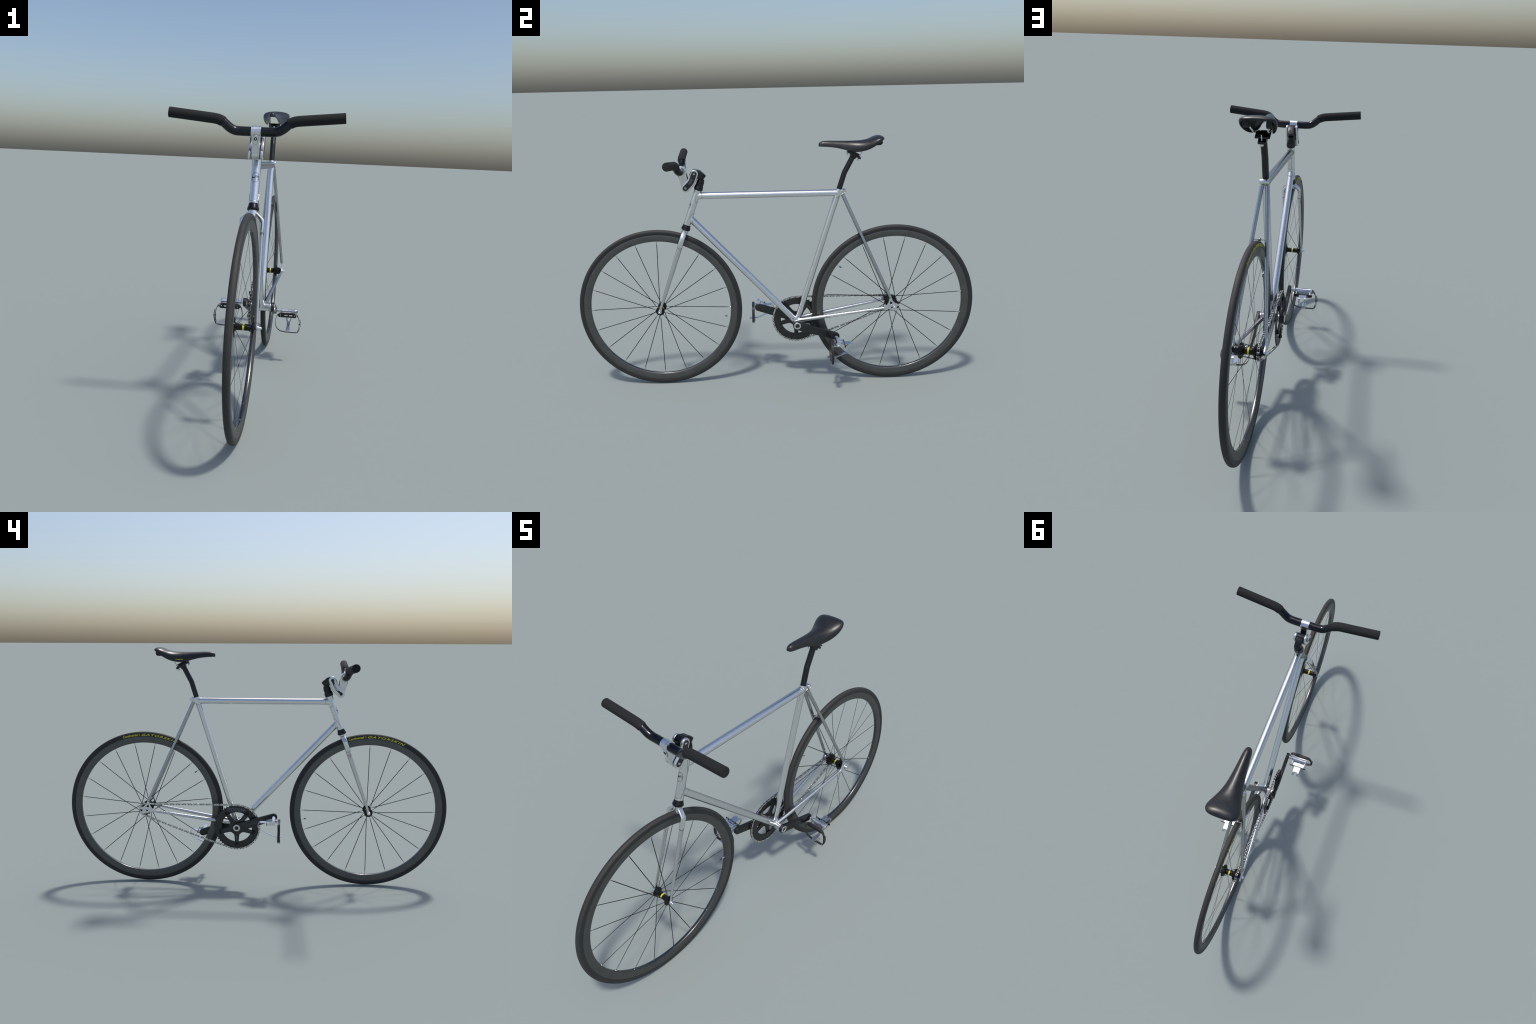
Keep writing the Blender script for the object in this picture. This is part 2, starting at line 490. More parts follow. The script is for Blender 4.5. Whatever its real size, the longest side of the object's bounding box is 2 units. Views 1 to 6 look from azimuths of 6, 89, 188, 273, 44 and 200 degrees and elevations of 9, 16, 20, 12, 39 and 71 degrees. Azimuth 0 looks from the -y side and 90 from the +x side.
# ------------------------------------------------------------------ headset
headset = add("headset", (lambda g: (lathe(g, [(-.0025, .0), (-.0025, .0175), (0, .0180), (.0100, .0196), (.0185, .0226), (.0225, .0228), (.0262, .0205), (.0270, .0170), (.0275, 0)], hb - HEAD * -.0015, -HEAD, 40), g.mesh("headset", ["gloss"]))[1])(Geo()), bike)
g = Geo()
lathe(g, [(-.002, 0), (-.002, .0196), (0, .0206), (.0050, .0216), (.0120, .0214), (.0220, .0186), (.0240, .0180), (.0245, .0165), (.0262, .0165), (.0268, .0186),
          (.0345, .0186), (.0352, .0172), (.0362, .0172), (.0366, .0182), (.0415, .0180), (.0420, .0168), (.0480, .0166), (.0520, 0)], ht, HEAD, 40)
add("upper_headset_cup", g.mesh("upper_headset_cup", ["satin"]), headset)

# ------------------------------------------------------------------ fork
g = Geo()
lathe(g, [(0, .0168), (.010, .0165), (.018, .0160), (.028, .0140), (.034, .010), (.036, 0)], head(.8195), -HEAD, 36)
fork = add("fork", g.mesh("fork", ["lug"]), bike)
def along(z): return 1.0649 * (z - .8437)
side_r = [(.0464, .7415), (.0462, .7850), (.0440, .7915), (.0240, .8085), (.0180, .8140)]
side_i = [(.0345, .7415), (.0340, .7760), (.0265, .7915), (.0145, .8030), (0, .8060)]
cr_o = [(x, along(z)) for x, z in side_r] + [(-x, along(z)) for x, z in reversed(side_r)] + \
       [(-x, along(z)) for x, z in side_i] + [(x, along(z)) for x, z in reversed(side_i[:-1])]
add("fork_crown", plate_mesh([cr_o], .0250, .0052, "lug"), fork, None, basis(head(.8437), X, HEAD))
for s in (1, -1):
    g = Geo(); P = []; R = []; Q = []
    for i in range(17):
        t = i / 16; z = .765 + (.424 - .765) * t
        P.append(head(z) + X * s * (.0400 + .0080 * t) + Y * .0025 * t)
        R.append(interp([(0, .0114), (.27, .0104), (.53, .0094), (.85, .0070), (1, .0056)], t))
        Q.append(interp([(0, .54), (.5, .58), (.85, .62), (1, .70)], t))
    tube(g, P, R, 24, ratio=Q)
    add("fork_blade", g.mesh("fork_blade", ["blade"]), fork)
    # dark bead imitating the shadow line below the socket
    g = Geo(); c = head(.7405) + X * s * .0405
    ring = [c + X * .0070 * math.cos(a) + HEAD_BACK * .0123 * math.sin(a) + HEAD * .006 * math.cos(a) ** 2 * -1 for a in [2 * math.pi * k / 40 for k in range(42)]]
    tube(g, ring, .0006, 6, side=HEAD, caps=False)
    add("socket_shade_line", g.mesh("socket_shade_line", ["line"]), fork)
    drop = stadium((FRONT.y, FRONT.z), (FRONT.y + .006, FRONT.z + .016), .0090, .0056)
    add("fork_end", plate_mesh([drop], .0058, .0008, "blade"), fork, None, basis((.0476 * s, 0, 0), Y, Z))
    g = Geo()
    lathe(g, [(.0440, .006), (.0500, .0092), (.0510, .0098), (.0540, .0094), (.0562, .0080), (.0562, .0060), (.0625, .0058), (.0640, .0048), (.0645, .0042), (.0668, .0040), (.0672, 0)], FRONT, X * s, 20)
    add("axle_nut", g.mesh("axle_nut", ["chrome"]), fork)
# decal on the rider's right blade
g = Geo(); dz = .7200; c0 = head(dz) + X * -.0475
def on_blade(u, v):
    x = -.0478 + .0065 * (1 - math.sqrt(max(0, 1 - (u / .0118) ** 2)))
    return head(dz) + HEAD * v + HEAD_BACK * -u + X * x
ringp = [on_blade(.0062 * math.cos(a), .0046 * math.sin(a) + .0062 * math.cos(a) * .25) for a in [2 * math.pi * k / 28 for k in range(30)]]
tube(g, ringp, .0008, 6, caps=False, mi=0)
for a in range(5):
    t = deg(72 * a + 90)
    tube(g, [on_blade(0, 0), on_blade(.0034 * math.cos(t), .0028 * math.sin(t))], .0006, 6, mi=1)
for v in (-.0085, -.0110, -.0150):
    tube(g, [on_blade(-.005 + .001 * i, v + (.0012 if i % 2 and v > -.014 else 0)) for i in range(11)], .0004, 6, mi=2)
add("fork_decal", g.mesh("fork_decal", ["red", "white", "line"]), fork)

# ------------------------------------------------------------------ stem (two-link adjustable)
PA = V((0, -.3840, 1.0965)); PB = V((0, -.4285, 1.0290)); PM = V((0, -.4000, 1.0590)); PC = V((0, -.4462, 1.1107))
def yz(p): return (p.y, p.z)
g = Geo()   # upper black block: barrel at A, body to the quill clamp
lathe(g, [(-.0160, 0), (-.0160, .0185), (-.0150, .0195), (.0150, .0195), (.0160, .0185), (.0160, 0)], PA, X, 36)
stem = add("stem", g.mesh("stem", ["gloss"]), bike)
blk = [(-.3715, 1.1140), (-.3560, 1.1080), (-.3400, 1.0922), (-.3500, 1.0800), (-.3585, 1.0690), (-.3660, 1.0680), (-.3780, 1.0770), (-.395, 1.085)]
add("stem_block", plate_mesh([blk], .0290, .0016, "satin"), stem, None, basis((0, 0, 0), Y, Z))
n_up = V((0, .66, .75)).normalized(); bc = V((0, -.3402, 1.0920))
lathe_part("stem_block_end", [(.0002, 0), (.0002, .0136), (-.0012, .0146), (-.0100, .0146), (-.0190, .0150), (-.0280, .0130), (-.0280, 0)], bc, n_up, "satin", stem)
g = Geo()
lathe(g, [(.0, .0), (.0, .0080), (.0010, .0078), (.0010, .0056), (.0002, .0054), (.0002, 0)], bc + n_up * .0004, n_up, 20, mi=[0, 0, 0, 0, 1])
add("stem_bolt", g.mesh("stem_bolt", ["plastic", "hub"]), stem)
lathe_part("stem_neck", [(0, .0155), (.02, .0155), (.034, .0150)], ht + HEAD * .020, HEAD, "satin", stem)
link = banana(yz(PA), yz(PM), yz(PB), .0196)
for s in (1, -1):
    add("link_plate", plate_mesh([link], .0118, .0042, "alloy"), stem, None, basis((.0224 * s, 0, 0), Y, Z))
    # thin dark gap washer between plate and barrels
    add("link_gasket", plate_mesh([banana(yz(PA), yz(PM), yz(PB), .0190)], .0012, 0, "plastic"), stem, None, basis((.0161 * s, 0, 0), Y, Z))
# rider's left: black inlay with letters
add("link_inlay", plate_mesh([banana(yz(PA), yz(PM), yz(PB), .0128)], .0016, .0003, "plastic"), stem, None, basis((.0280, 0, 0), Y, Z))
def axis_frame(p, d, x):
    d = V(d).normalized(); return basis(V((x, p.y, p.z)), d, X.cross(d))
dirA = (PM - PA).normalized(); dirB = (PB - PM).normalized(); dirM = (PB - PA).normalized()
for body, p, d in (("A", PA, Y * .12 + Z * -1), ("B", PB, PB - PM)):
    d = d.normalized(); up = X.cross(d)
    write("link_letter", body, .0085, .0115, basis(V((.0289, p.y, p.z)) - d * .0043 - up * .0058, d, up), "white", stem, bold=.012)
d = dirM; up = X.cross(d); pm = V((.0289, PM.y, PM.z)) + V((0, -.0022, .0008))
write("link_letter", "ERGOTEC", .0300, .0080, basis(pm - d * .0150 - up * .0040, d, up), "greytext", stem, bold=.008)
# rider's right: dark strip laid on to read as a slot, two dark pivot bolts, pale label
add("link_dark_strip", plate_mesh([banana(yz(PA), yz(PM), yz(PB), .0052)], .0010, .0002, "plastic"), stem, None, basis((-.0282, 0, 0), Y, Z))
for p in (PA, PB):
    lathe_part("pivot_bolt", [(0, .0), (0, .0076), (.0012, .0082), (.0022, .0080), (.0022, .0046), (.0010, .0044), (.0010, 0)], p + X * -.0276, -X, "plastic", stem, 28)
lab = banana(yz(PA.lerp(PM, .62) + V((0, -.0012, .0006))), yz(PM), yz(PB.lerp(PM, .62) + V((0, -.0008, .0008))), .0044)
add("link_label", plate_mesh([lab], .0008, .0001, "white"), stem, None, basis((-.0288, 0, 0), Y, Z))
d = -dirM; up = (-X).cross(d)
write("link_letter", "FOUR", .0130, .0042, basis(V((-.0294, PM.y, PM.z)) - d * .0065 - up * .0021, d, up), "greytext", stem, bold=.006)
# lower silver arm: barrel at B, tapering body, clamp round the bar
g = Geo()
lathe(g, [(-.0152, 0), (-.0152, .0185), (-.0142, .0196), (.0142, .0196), (.0152, .0185), (.0152, 0)], PB, X, 36)
add("stem_barrel", g.mesh("stem_barrel", ["alloy"]), stem)
arm = stadium(yz(PB), yz(PC + V((0, .002, -.004))), .0190, .0195)
add("stem_arm", plate_mesh([arm], .0305, .0035, "alloy"), stem, None, basis((0, 0, 0), Y, Z))
g = Geo()
lathe(g, [(-.0186, .0165), (-.0186, .0200), (-.0178, .0212), (.0178, .0212), (.0186, .0200), (.0186, .0165)], PC, X, 44, closed=True)
add("bar_clamp", g.mesh("bar_clamp", ["alloy"]), stem)
g = Geo()
fa = (PC - PB).normalized(); ff = V((0, -fa.z, fa.y))       # front-facing normal of the arm
if ff.y > 0: ff = -ff
pb = PB.lerp(PC, .68) + ff * .0195
flap = stadium((0, .009), (0, -.010), .0098, .0066)
add("clamp_tongue", plate_mesh([flap], .0042, .0010, "alloy"), stem, None, basis(pb - ff * .0002, X, fa))
add("clamp_outline", plate_mesh([stadium((0, .009), (0, -.010), .0106, .0074)], .0008, 0, "line"), stem, None, basis(pb - ff * .0002, X, fa))  # dark plate round the tongue draws its outline; no opening is cut
lathe(g, [(0, 0), (0, .0062), (.0014, .0062), (.0020, .0056), (.0020, .0030), (.0010, .0028), (.0010, 0)], pb + ff * .0012 + fa * .004, ff, 24, mi=[0, 0, 0, 0, 0, 1])
add("clamp_bolt", g.mesh("clamp_bolt", ["hub", "alloy"]), stem)
g = Geo()
box(g, PB.lerp(PC, .62) - ff * .0188, X * .0120, fa * .0150, ff * .0016)
add("clamp_back", g.mesh("clamp_back", ["plastic"]), stem)

# ------------------------------------------------------------------ handlebar and grips
half = [(0, -.4462, 1.1107), (.030, -.4462, 1.1107), (.058, -.4464, 1.1109), (.0800, -.4485, 1.1128), (.0990, -.4530, 1.1225), (.1210, -.4572, 1.1408),
        (.1350, -.4592, 1.1480), (.1500, -.4606, 1.1517), (.180, -.4620, 1.1550), (.3205, -.4682, 1.1684)]
rt = spline(half, 6)
path = [V((-p.x, p.y, p.z)) for p in reversed(rt[1:])] + rt
path = path[4:-4]
g = Geo(); tube(g, path, .0173, 32, side=Y)
bar = add("handlebar", g.mesh("handlebar", ["gloss"]), bike)
for s in (1, -1):
    sel = [p for p in rt if p.x > .1195]
    sel = [V((p.x * s, p.y, p.z)) for p in sel]
    t0 = (sel[1] - sel[0]).normalized(); t1 = (sel[-1] - sel[-2]).normalized()
    P = [sel[0], sel[0] + t0 * .0012] + sel[1:] + [sel[-1] + t1 * .0008, sel[-1] + t1 * .0014]
    R = [.0178, .0192] + [.0193] * (len(sel) - 1) + [.0187, .0160]
    g = Geo(); tube(g, P, R, 36, side=Y)
    add("grip", g.mesh("grip", ["grip"]), bar)
for x in (-.050, -.030, .030, .050):      # fine scale rings near the clamp
    lathe_part("bar_ring", [(-.0003, .0170), (-.0003, .01742), (.0003, .01742), (.0003, .0170)], (x, -.4462, 1.1107), X, "hub", bar, 40)

# ------------------------------------------------------------------ seatpost
g = Geo()
sp = [seat(.93), seat(.99), seat(1.050), seat(1.068)] + [V((0, .3365, 1.0850)), V((0, .3450, 1.1015)), V((0, .3720, 1.1535)), V((0, .3790, 1.1670))]
tube(g, spline(sp, 5), .0130, 32)
post = add("seatpost", g.mesh("seatpost", ["satin"]), bike)
up = (V((0, .3790, 1.1670)) - V((0, .3450, 1.1015))).normalized(); fw = V((0, up.z, -up.y))   # fw: rearward-down
top = V((0, .3780, 1.1650))
cr = [(-.0365, .001), (-.0355, .009), (-.018, .0125), (.018, .0125), (.036, .0075), (.0375, -.001), (.029, -.0025), (.0165, .000), (.0135, -.011), (-.0135, -.011), (-.0160, .000), (-.030, -.0005)]
add("seat_cradle", plate_mesh([cr], .0300, .0018, "satin"), post, None, basis(top, fw, up))
cap = [(-.022, .0125), (-.020, .0185), (.020, .0185), (.022, .0125)]
add("rail_clamp", plate_mesh([cap], .0560, .0015, "plastic"), post, None, basis(top, fw, up))
for a, b0, b1 in ((-.0310, -.0115, .012), (.0300, -.0130, .036)):
    g = Geo()
    lathe(g, [(b0, 0), (b0, .0046), (b0 + .001, .0052), (b0 + .0085, .0052), (b0 + .0095, .0046), (b0 + .0095, .0022), (b1, .0022), (b1, 0)], top + fw * a, up, 16)
    add("clamp_bolt", g.mesh("clamp_bolt", ["chrome"]), post)

# ------------------------------------------------------------------ saddle
W = [(.2112, .0), (.2125, .0070), (.2155, .0115), (.221, .0148), (.230, .0172), (.245, .0190), (.28, .0222), (.32, .0272), (.35, .0322), (.38, .0388), (.41, .0480),
     (.44, .0588), (.462, .0664), (.480, .0700), (.495, .0690), (.505, .0640), (.5120, .0560), (.5165, .0440), (.5185, .0280), (.5190, .0)]
ZT = [(.2112, 1.2210), (.2125, 1.2255), (.2155, 1.2295), (.221, 1.2333), (.230, 1.2362), (.26, 1.2374), (.305, 1.2358), (.35, 1.2348), (.396, 1.2355), (.4264, 1.2380), (.45, 1.2440),
      (.4716, 1.2535), (.4896, 1.2590), (.502, 1.2588), (.5110, 1.2555), (.5165, 1.2515), (.5190, 1.2470)]
ZL = [(.2112, 1.2110), (.23, 1.2105), (.263, 1.2085), (.30, 1.2035), (.335, 1.1945), (.36, 1.1870), (.385, 1.1835), (.405, 1.1845), (.437, 1.1925), (.4635, 1.2060), (.485, 1.2205), (.505, 1.2350), (.5190, 1.2430)]
ys = []
for (a, _), (b, _) in zip(W, W[1:]):
    n = 4 if b - a > .012 else 2
    ys += [a + (b - a) * k / n for k in range(n)]
ys.append(W[-1][0])
def sm(tab, y, h=.006):
    if y < .2200 or y > .5050: return interp(tab, y)
    return sum(interp(tab, y + h * k) for k in (-1, -.5, 0, .5, 1)) / 5
NS = 40
g = Geo(); vs = []; fs = []
for y in ys:
    w, zt, zl = sm(W, y), sm(ZT, y), sm(ZL, y)
    e = interp([(.21, .85), (.30, .90), (.40, .80), (.46, .62), (.52, .55)], y)
    for k in range(NS + 1):
        t = -1 + 2 * k / NS; a = t * math.pi / 2
        sx = math.copysign(abs(math.sin(a)) ** .92, a)
        cz = max(0.0, math.cos(a)) ** e
        pinch = 1 - .10 * (1 - cz) ** 3 * interp([(.34, 0), (.40, 1), (.50, .6)], y)
        vs.append((w * sx * pinch, y, zl + (zt - zl) * cz))
m = NS + 1
for i in range(len(ys) - 1):
    for k in range(NS):
        fs.append((i * m + k, i * m + k + 1, (i + 1) * m + k + 1, (i + 1) * m + k))
g.put(vs, fs)
sme = g.mesh("saddle", ["saddle", "under"], 180)
saddle = add("saddle", sme, bike)
bm = bmesh.new(); bm.from_mesh(sme)
bmesh.ops.remove_doubles(bm, verts=bm.verts, dist=.00012)
bmesh.ops.recalc_face_normals(bm, faces=bm.faces)
up_faces = sum(1 for f in bm.faces if f.normal.z > 0)
if up_faces < len(bm.faces) / 2: bmesh.ops.reverse_faces(bm, faces=bm.faces)
bm.to_mesh(sme); bm.free(); sme.shade_smooth()
so = saddle.modifiers.new("shell", "SOLIDIFY"); so.thickness = .0048; so.offset = -1; so.use_rim = True; so.material_offset = 1; so.material_offset_rim = 0
ss = saddle.modifiers.new("round", "SUBSURF"); ss.levels = 1; ss.render_levels = 1
for s in (1, -1):
    g = Geo()
    tube(g, spline([(.006 * s, .226, 1.226), (.010 * s, .250, 1.222), (.0195 * s, .305, 1.2110), (.0235 * s, .345, 1.1960), (.0235 * s, .405, 1.1915), (.0270 * s, .440, 1.1980), (.0345 * s, .470, 1.2190), (.0370 * s, .490, 1.2330)], 6), .0036, 14)
    add("saddle_rail", g.mesh("saddle_rail", ["alloy"]), saddle)
    blkr = [(.468, 1.2140), (.468, 1.2420), (.506, 1.2440), (.5085, 1.2240), (.5000, 1.2155)]
    add("rail_socket", plate_mesh([blkr], .0200, .0025, "under"), saddle, None, basis((.041 * s, 0, 0), Y, Z))
# small yellow mark low on the rider's right flank
me = fit_text("CHARGE", .0355, .0050, extrude=.0003, slices=2, bold=.02, shear=.15)
for v in me.vertices:
    y = .4085 - v.co.x; z = 1.1955 + v.co.y
    w, zt, zl = sm(W, y), sm(ZT, y), sm(ZL, y)
    e = interp([(.21, .85), (.30, .90), (.40, .80), (.46, .62), (.52, .55)], y)
    cz = (z - zl) / (zt - zl); a = math.acos(cz ** (1 / e))
    pinch = 1 - .10 * (1 - cz) ** 3 * interp([(.34, 0), (.40, 1), (.50, .6)], y)
    v.co = (-(w * math.sin(a) ** .92 * pinch) - .0006 - v.co.z, y, z)
me.materials.append(M["letter"]); add("saddle_lettering", me, saddle)

# ------------------------------------------------------------------ wheels
def wheel(c, hub_prof, hub_mi, flange_x, flange_r, pattern, valve_deg):
    c = V(c)
    g = Geo()
    # rim cross-section (across x, radius)
    half_r = [(.0060, .3540), (.0078, .3555), (.0090, .3590), (.0103, .3700), (.0106, .3800), (.0104, .3872), (.0096, .3890)]
    prof = [(-x, r) for x, r in half_r] + [(x, r) for x, r in reversed(half_r)]
    mi = [1] + [0] * 11 + [0, 1]
    mi = [0] * len(prof); mi[0] = 1; mi[len(prof) - 1] = 1; mi[-2] = 1
    lathe(g, prof, c, X, 160, mi=mi, closed=True)
    w = add("wheel", g.mesh("wheel", ["rim", "rim_in"], 50), bike)
    g = Geo(); prof = []; mi = []
    half_t = [(.0103, .3862), (.0111, .3895), (.0118, .3935), (.0121, .3975), (.0119, .4012), (.0111, .4045), (.0098, .4070), (.0080, .4090), (.0056, .4104), (.0030, .41115)]
    prof = [(-x, r) for x, r in half_t] + [(0, .4113)] + [(x, r) for x, r in reversed(half_t)]
    mi = [1 if 5 <= k <= 14 else 0 for k in range(len(prof))]
    lathe(g, prof, c, X, 200, mi=mi, closed=True)
    add("tyre", g.mesh("tyre", ["side", "tread"], 60), w)
    g = Geo(); lathe(g, hub_prof, c, X, 40, mi=hub_mi)
    hub = add("hub", g.mesh("hub", ["hub", "yellow"], 30), w)
    # spokes: angle, side, tangential offset
    key = round(flange_r, 5)
    me = nip = None
    for ang, side, off in pattern:
        p = c + (Y * math.cos(ang) + Z * math.sin(ang)) * .3556 + X * side * .0012
        inward = (c - p); inward.x = 0; L = inward.length; inward.normalize()
        if off:
            be = math.asin(flange_r / L); rot = Matrix.Rotation(-be * off, 3, X)
            d = rot @ inward; q = p + d * (math.sqrt(L * L - flange_r ** 2) + .004)
        else:
            q = p + inward * (L - flange_r)
        q.x = side * flange_x
        d = (q - p); ln = d.length; d.normalize()
        wd = d.cross(X).normalized()
        mw = basis(p, d, wd)
        if me is None:
            g = Geo(); n = [(0.0, .0009, 1), (.0175, .0009, 1), (.0195, .00175, .30), (ln - .022, .00175, .30), (ln - .018, .0011, 1), (ln, .0011, 1)]
            tube(g, [(s, 0, 0) for s, _, _ in n], [r for _, r, _ in n], 10, side=Z, ratio=[q_ for _, _, q_ in n])
            me = g.mesh("spoke", ["spoke"])
            g = Geo(); lathe(g, [(-.0015, .0019), (.0032, .0018), (.0036, .0013)], (0, 0, 0), X, 10)
            nip = g.mesh("nipple", ["chrome"])
        add("spoke", me, w, None, mw)
        add("spoke_nipple", nip, w, None, mw)
    a = deg(valve_deg); d = -(Y * math.cos(a) + Z * math.sin(a)); p = c - d * .3545
    g = Geo(); lathe(g, [(0, .0033), (.003, .0033), (.0035, .0026), (.0165, .0026)], p, d, 14, mi=0)
    lathe(g, [(.0163, .0031), (.0235, .0029), (.0290, .0014), (.0295, 0)], p, d, 14, mi=1)
    add("valve", g.mesh("valve", ["chrome", "plastic"]), w)
    # sidewall lettering on the rider's right
    def letter(body, a0, a1, rlo, rhi, **k):
        wd = deg(a1 - a0) * .397
        me = fit_text(body, wd, rhi - rlo, extrude=.0002, slices=6, **k)
        for v in me.vertices:
            a = deg(a0) + v.co.x / .397; r = rlo + v.co.y
            x = -(interp([(q, p) for p, q in half_t], r) + .0004 + v.co.z)
            v.co = c + V((x, r * math.cos(a), r * math.sin(a)))
        me.materials.append(M["letter"]); add("tyre_lettering", me, w)
    letter("Continental", 73.4, 84.9, .3912, .4028, bold=.028)
    letter("S", 85.7, 86.8, .3920, .4015, bold=.0)
    g = Geo()
    letter("GATORSKIN", 87.9, 116.3, .3908, .4020, bold=.032, shear=.35, space=1.25)
    return w

fl = [(-.0450, 0), (-.0450, .0080), (-.0420, .0085), (-.0415, .0150), (-.0405, .0195), (-.0385, .0220), (-.0345, .0222), (-.0318, .0212), (-.0275, .0150), (-.0245, .0126), (-.018, .0122)]
front_prof = fl + [(-.0036, .0122), (-.0034, .0125), (.0034, .0125), (.0036, .0122)] + [(-x, r) for x, r in reversed(fl)]
n0 = len(fl)
front_mi = [0] * (len(front_prof) - 1)
for i in (n0, n0 + 1, n0 + 2): front_mi[i] = 1
pat = [(deg(18 * k), 1 if k % 2 else -1, 0) for k in range(20)]
front_wheel = wheel(FRONT, front_prof, front_mi, .0345, .0185, pat, -8.2)

rear_prof = [(-.0610, 0), (-.0610, .0110), (-.0520, .0115), (-.0500, .0200), (-.0475, .0205), (-.0470, .0150), (-.0370, .0150), (-.0365, .0270), (-.0350, .0285), (-.0250, .0285), (-.0235, .0260), (-.0200, .0180), (-.0150, .0140), (-.0120, .0138)]
nr = len(rear_prof)
rear_prof += [(-.0036, .0138), (-.0034, .0141), (.0034, .0141), (.0036, .0138)]
rear_prof += [(.0120, .0138), (.0150, .0140), (.0195, .0200), (.0220, .0275), (.0240, .0290), (.0345, .0290), (.0360, .0270), (.0370, .0190), (.0480, .0185), (.0500, .0165), (.0540, .0160), (.0560, .0110), (.0612, .0105), (.0612, 0)]
rear_mi = [0] * (len(rear_prof) - 1)
for i in (nr, nr + 1, nr + 2): rear_mi[i] = 1
pat = []
for k in range(20):
    # pairs alternate between the flanges; within a pair one pulls forward, one back
    side = -1 if (k // 2) % 2 == 0 else 1
    pat.append((deg(9 + 18 * k), side, 1 if k % 2 == 0 else -1))
rear_wheel = wheel(REAR, rear_prof, rear_mi, .0285, .0263, pat, 143.3)
# straight-pull lugs on the rear flanges
g = Geo()
for s in (1, -1):
    for k in range(10):
        a = deg(18 + 36 * k + (9 if s > 0 else 0))
        rd = Y * math.cos(a) + Z * math.sin(a)
        lathe(g, [(-.0065, 0), (-.0065, .0034), (.0065, .0034), (.0065, 0)], REAR + X * s * .0295 + rd * .0272, rd.cross(X), 10)
add("flange_lug", g.mesh("flange_lug", ["hub"]), rear_wheel)["kind"] = "stuff"

# ------------------------------------------------------------------ crankset
RX = -.0415                       # chain line
ANG = deg(17.7)                   # crank angle above horizontal, right crank pointing forward
PITCH_N = 48; RING_R = .1203; COG_N = 12
PITCH = 2 * RING_R * math.sin(math.pi / PITCH_N)
COG_R = PITCH / (2 * math.sin(math.pi / COG_N))
def teeth(n, root, tip, phase=0.0):
    out = []
    for i in range(n):
        a = 2 * math.pi * i / n + phase; s = 2 * math.pi / n
        for f, r in ((-.30, root + .0002), (-.19, root + .0012), (-.09, tip - .0008), (-.05, tip), (.05, tip), (.09, tip - .0008), (.19, root + .0012), (.30, root + .0002), (.5, root - .0008)):
            out.append((r * math.cos(a + f * s), r * math.sin(a + f * s)))
    return out
spider = []
for k in range(5):
    a = deg(-90 + 72 * k)
    d = V((math.cos(a), math.sin(a))); q = V((-d.y, d.x))
    a2 = a + deg(36)
    pr = []
    for along, wide in ((.0345, -.0185), (.038, -.0150), (.046, -.0126), (.060, -.0114), (.086, -.0100)):
        pr.append(d * along + q * wide)
    for i in range(9):
        t = -math.pi / 2 + math.pi * i / 8
        pr.append(d * (.0905 + .0090 * math.cos(t)) + q * .0100 * math.sin(t))
    for along, wide in ((.086, .0100), (.060, .0114), (.046, .0126), (.038, .0150), (.0345, .0185)):
        pr.append(d * along + q * wide)
    spider += [(p.x, p.y) for p in pr]
    mid = V((math.cos(a2), math.sin(a2))) * .0385
    spider.append((mid.x, mid.y))
crank = add("crankset", plate_mesh([spider], .0085, .0016, "crank"), bike, None, basis(BB + X * -.0480, Y, Z))
def kid(name, me, parent, mw):
    """Child given in world space under a parent that has its own transform."""
    return add(name, me, parent, None, parent.matrix_basis.inverted() @ mw)
ring_me = plate_mesh([teeth(PITCH_N, .1172, .1242, math.pi / PITCH_N), circle((0, 0), .0803, 96)], .0036, .0004, "crank")
kid("chainring", ring_me, crank, basis(BB + X * RX, Y, Z))
g = Geo()
lathe(g, [(0, 0), (0, .0072), (.0016, .0078), (.0026, .0070), (.0026, .0038), (.0008, .0036), (.0008, 0)], (0, 0, 0), X, 20)
bolt_me = g.mesh("chainring_bolt", ["hub"])
for k in range(5):
    a = deg(-90 + 72 * k)
    kid("chainring_bolt", bolt_me, crank, Matrix.Translation(BB + X * -.0516 + (Y * math.cos(a) + Z * math.sin(a)) * .0912) @ Matrix.Rotation(math.pi, 4, "Z"))
# crank arms
CL = .2045
fwd = V((0, -math.cos(ANG), math.sin(ANG)))
for s, d in ((-1, fwd), (1, -fwd)):
    out = stadium((0, 0), (CL, 0), .0225, .0186, 20)
    ca = kid("crank_arm", plate_mesh([out], .0095, .0016, "crank"), crank, basis(BB + X * s * .0530, d, (X * s).cross(d)))
    pocket = stadium((.172, 0), (.1990, 0), .0128, .0134, 14)
    kid("crank_arm_face", plate_mesh([stadium((0, 0), (CL, 0), .0223, .0185, 20), pocket], .0065, .0014, "crank"), crank, basis(BB + X * s * .0597, d, (X * s).cross(d)))
    g = Geo()
    lathe(g, [(-.03, .0148), (.0062, .0148), (.0066, .0178), (.0082, .0178), (.0090, .0168), (.0092, .0108), (.0070, .0102), (.0058, .0), ], BB + X * s * .0556, X * s, 36, mi=[0, 0, 0, 0, 0, 0, 1])
    kid("crank_cap", g.mesh("crank_cap", ["alloy", "hub"]), crank, Matrix())
kid("bottom_bracket_axle", (lambda g: (tube(g, [BB + X * -.062, BB + X * .062], .0115, 24), g.mesh("bottom_bracket_axle", ["hub"]))[1])(Geo()), crank, Matrix())
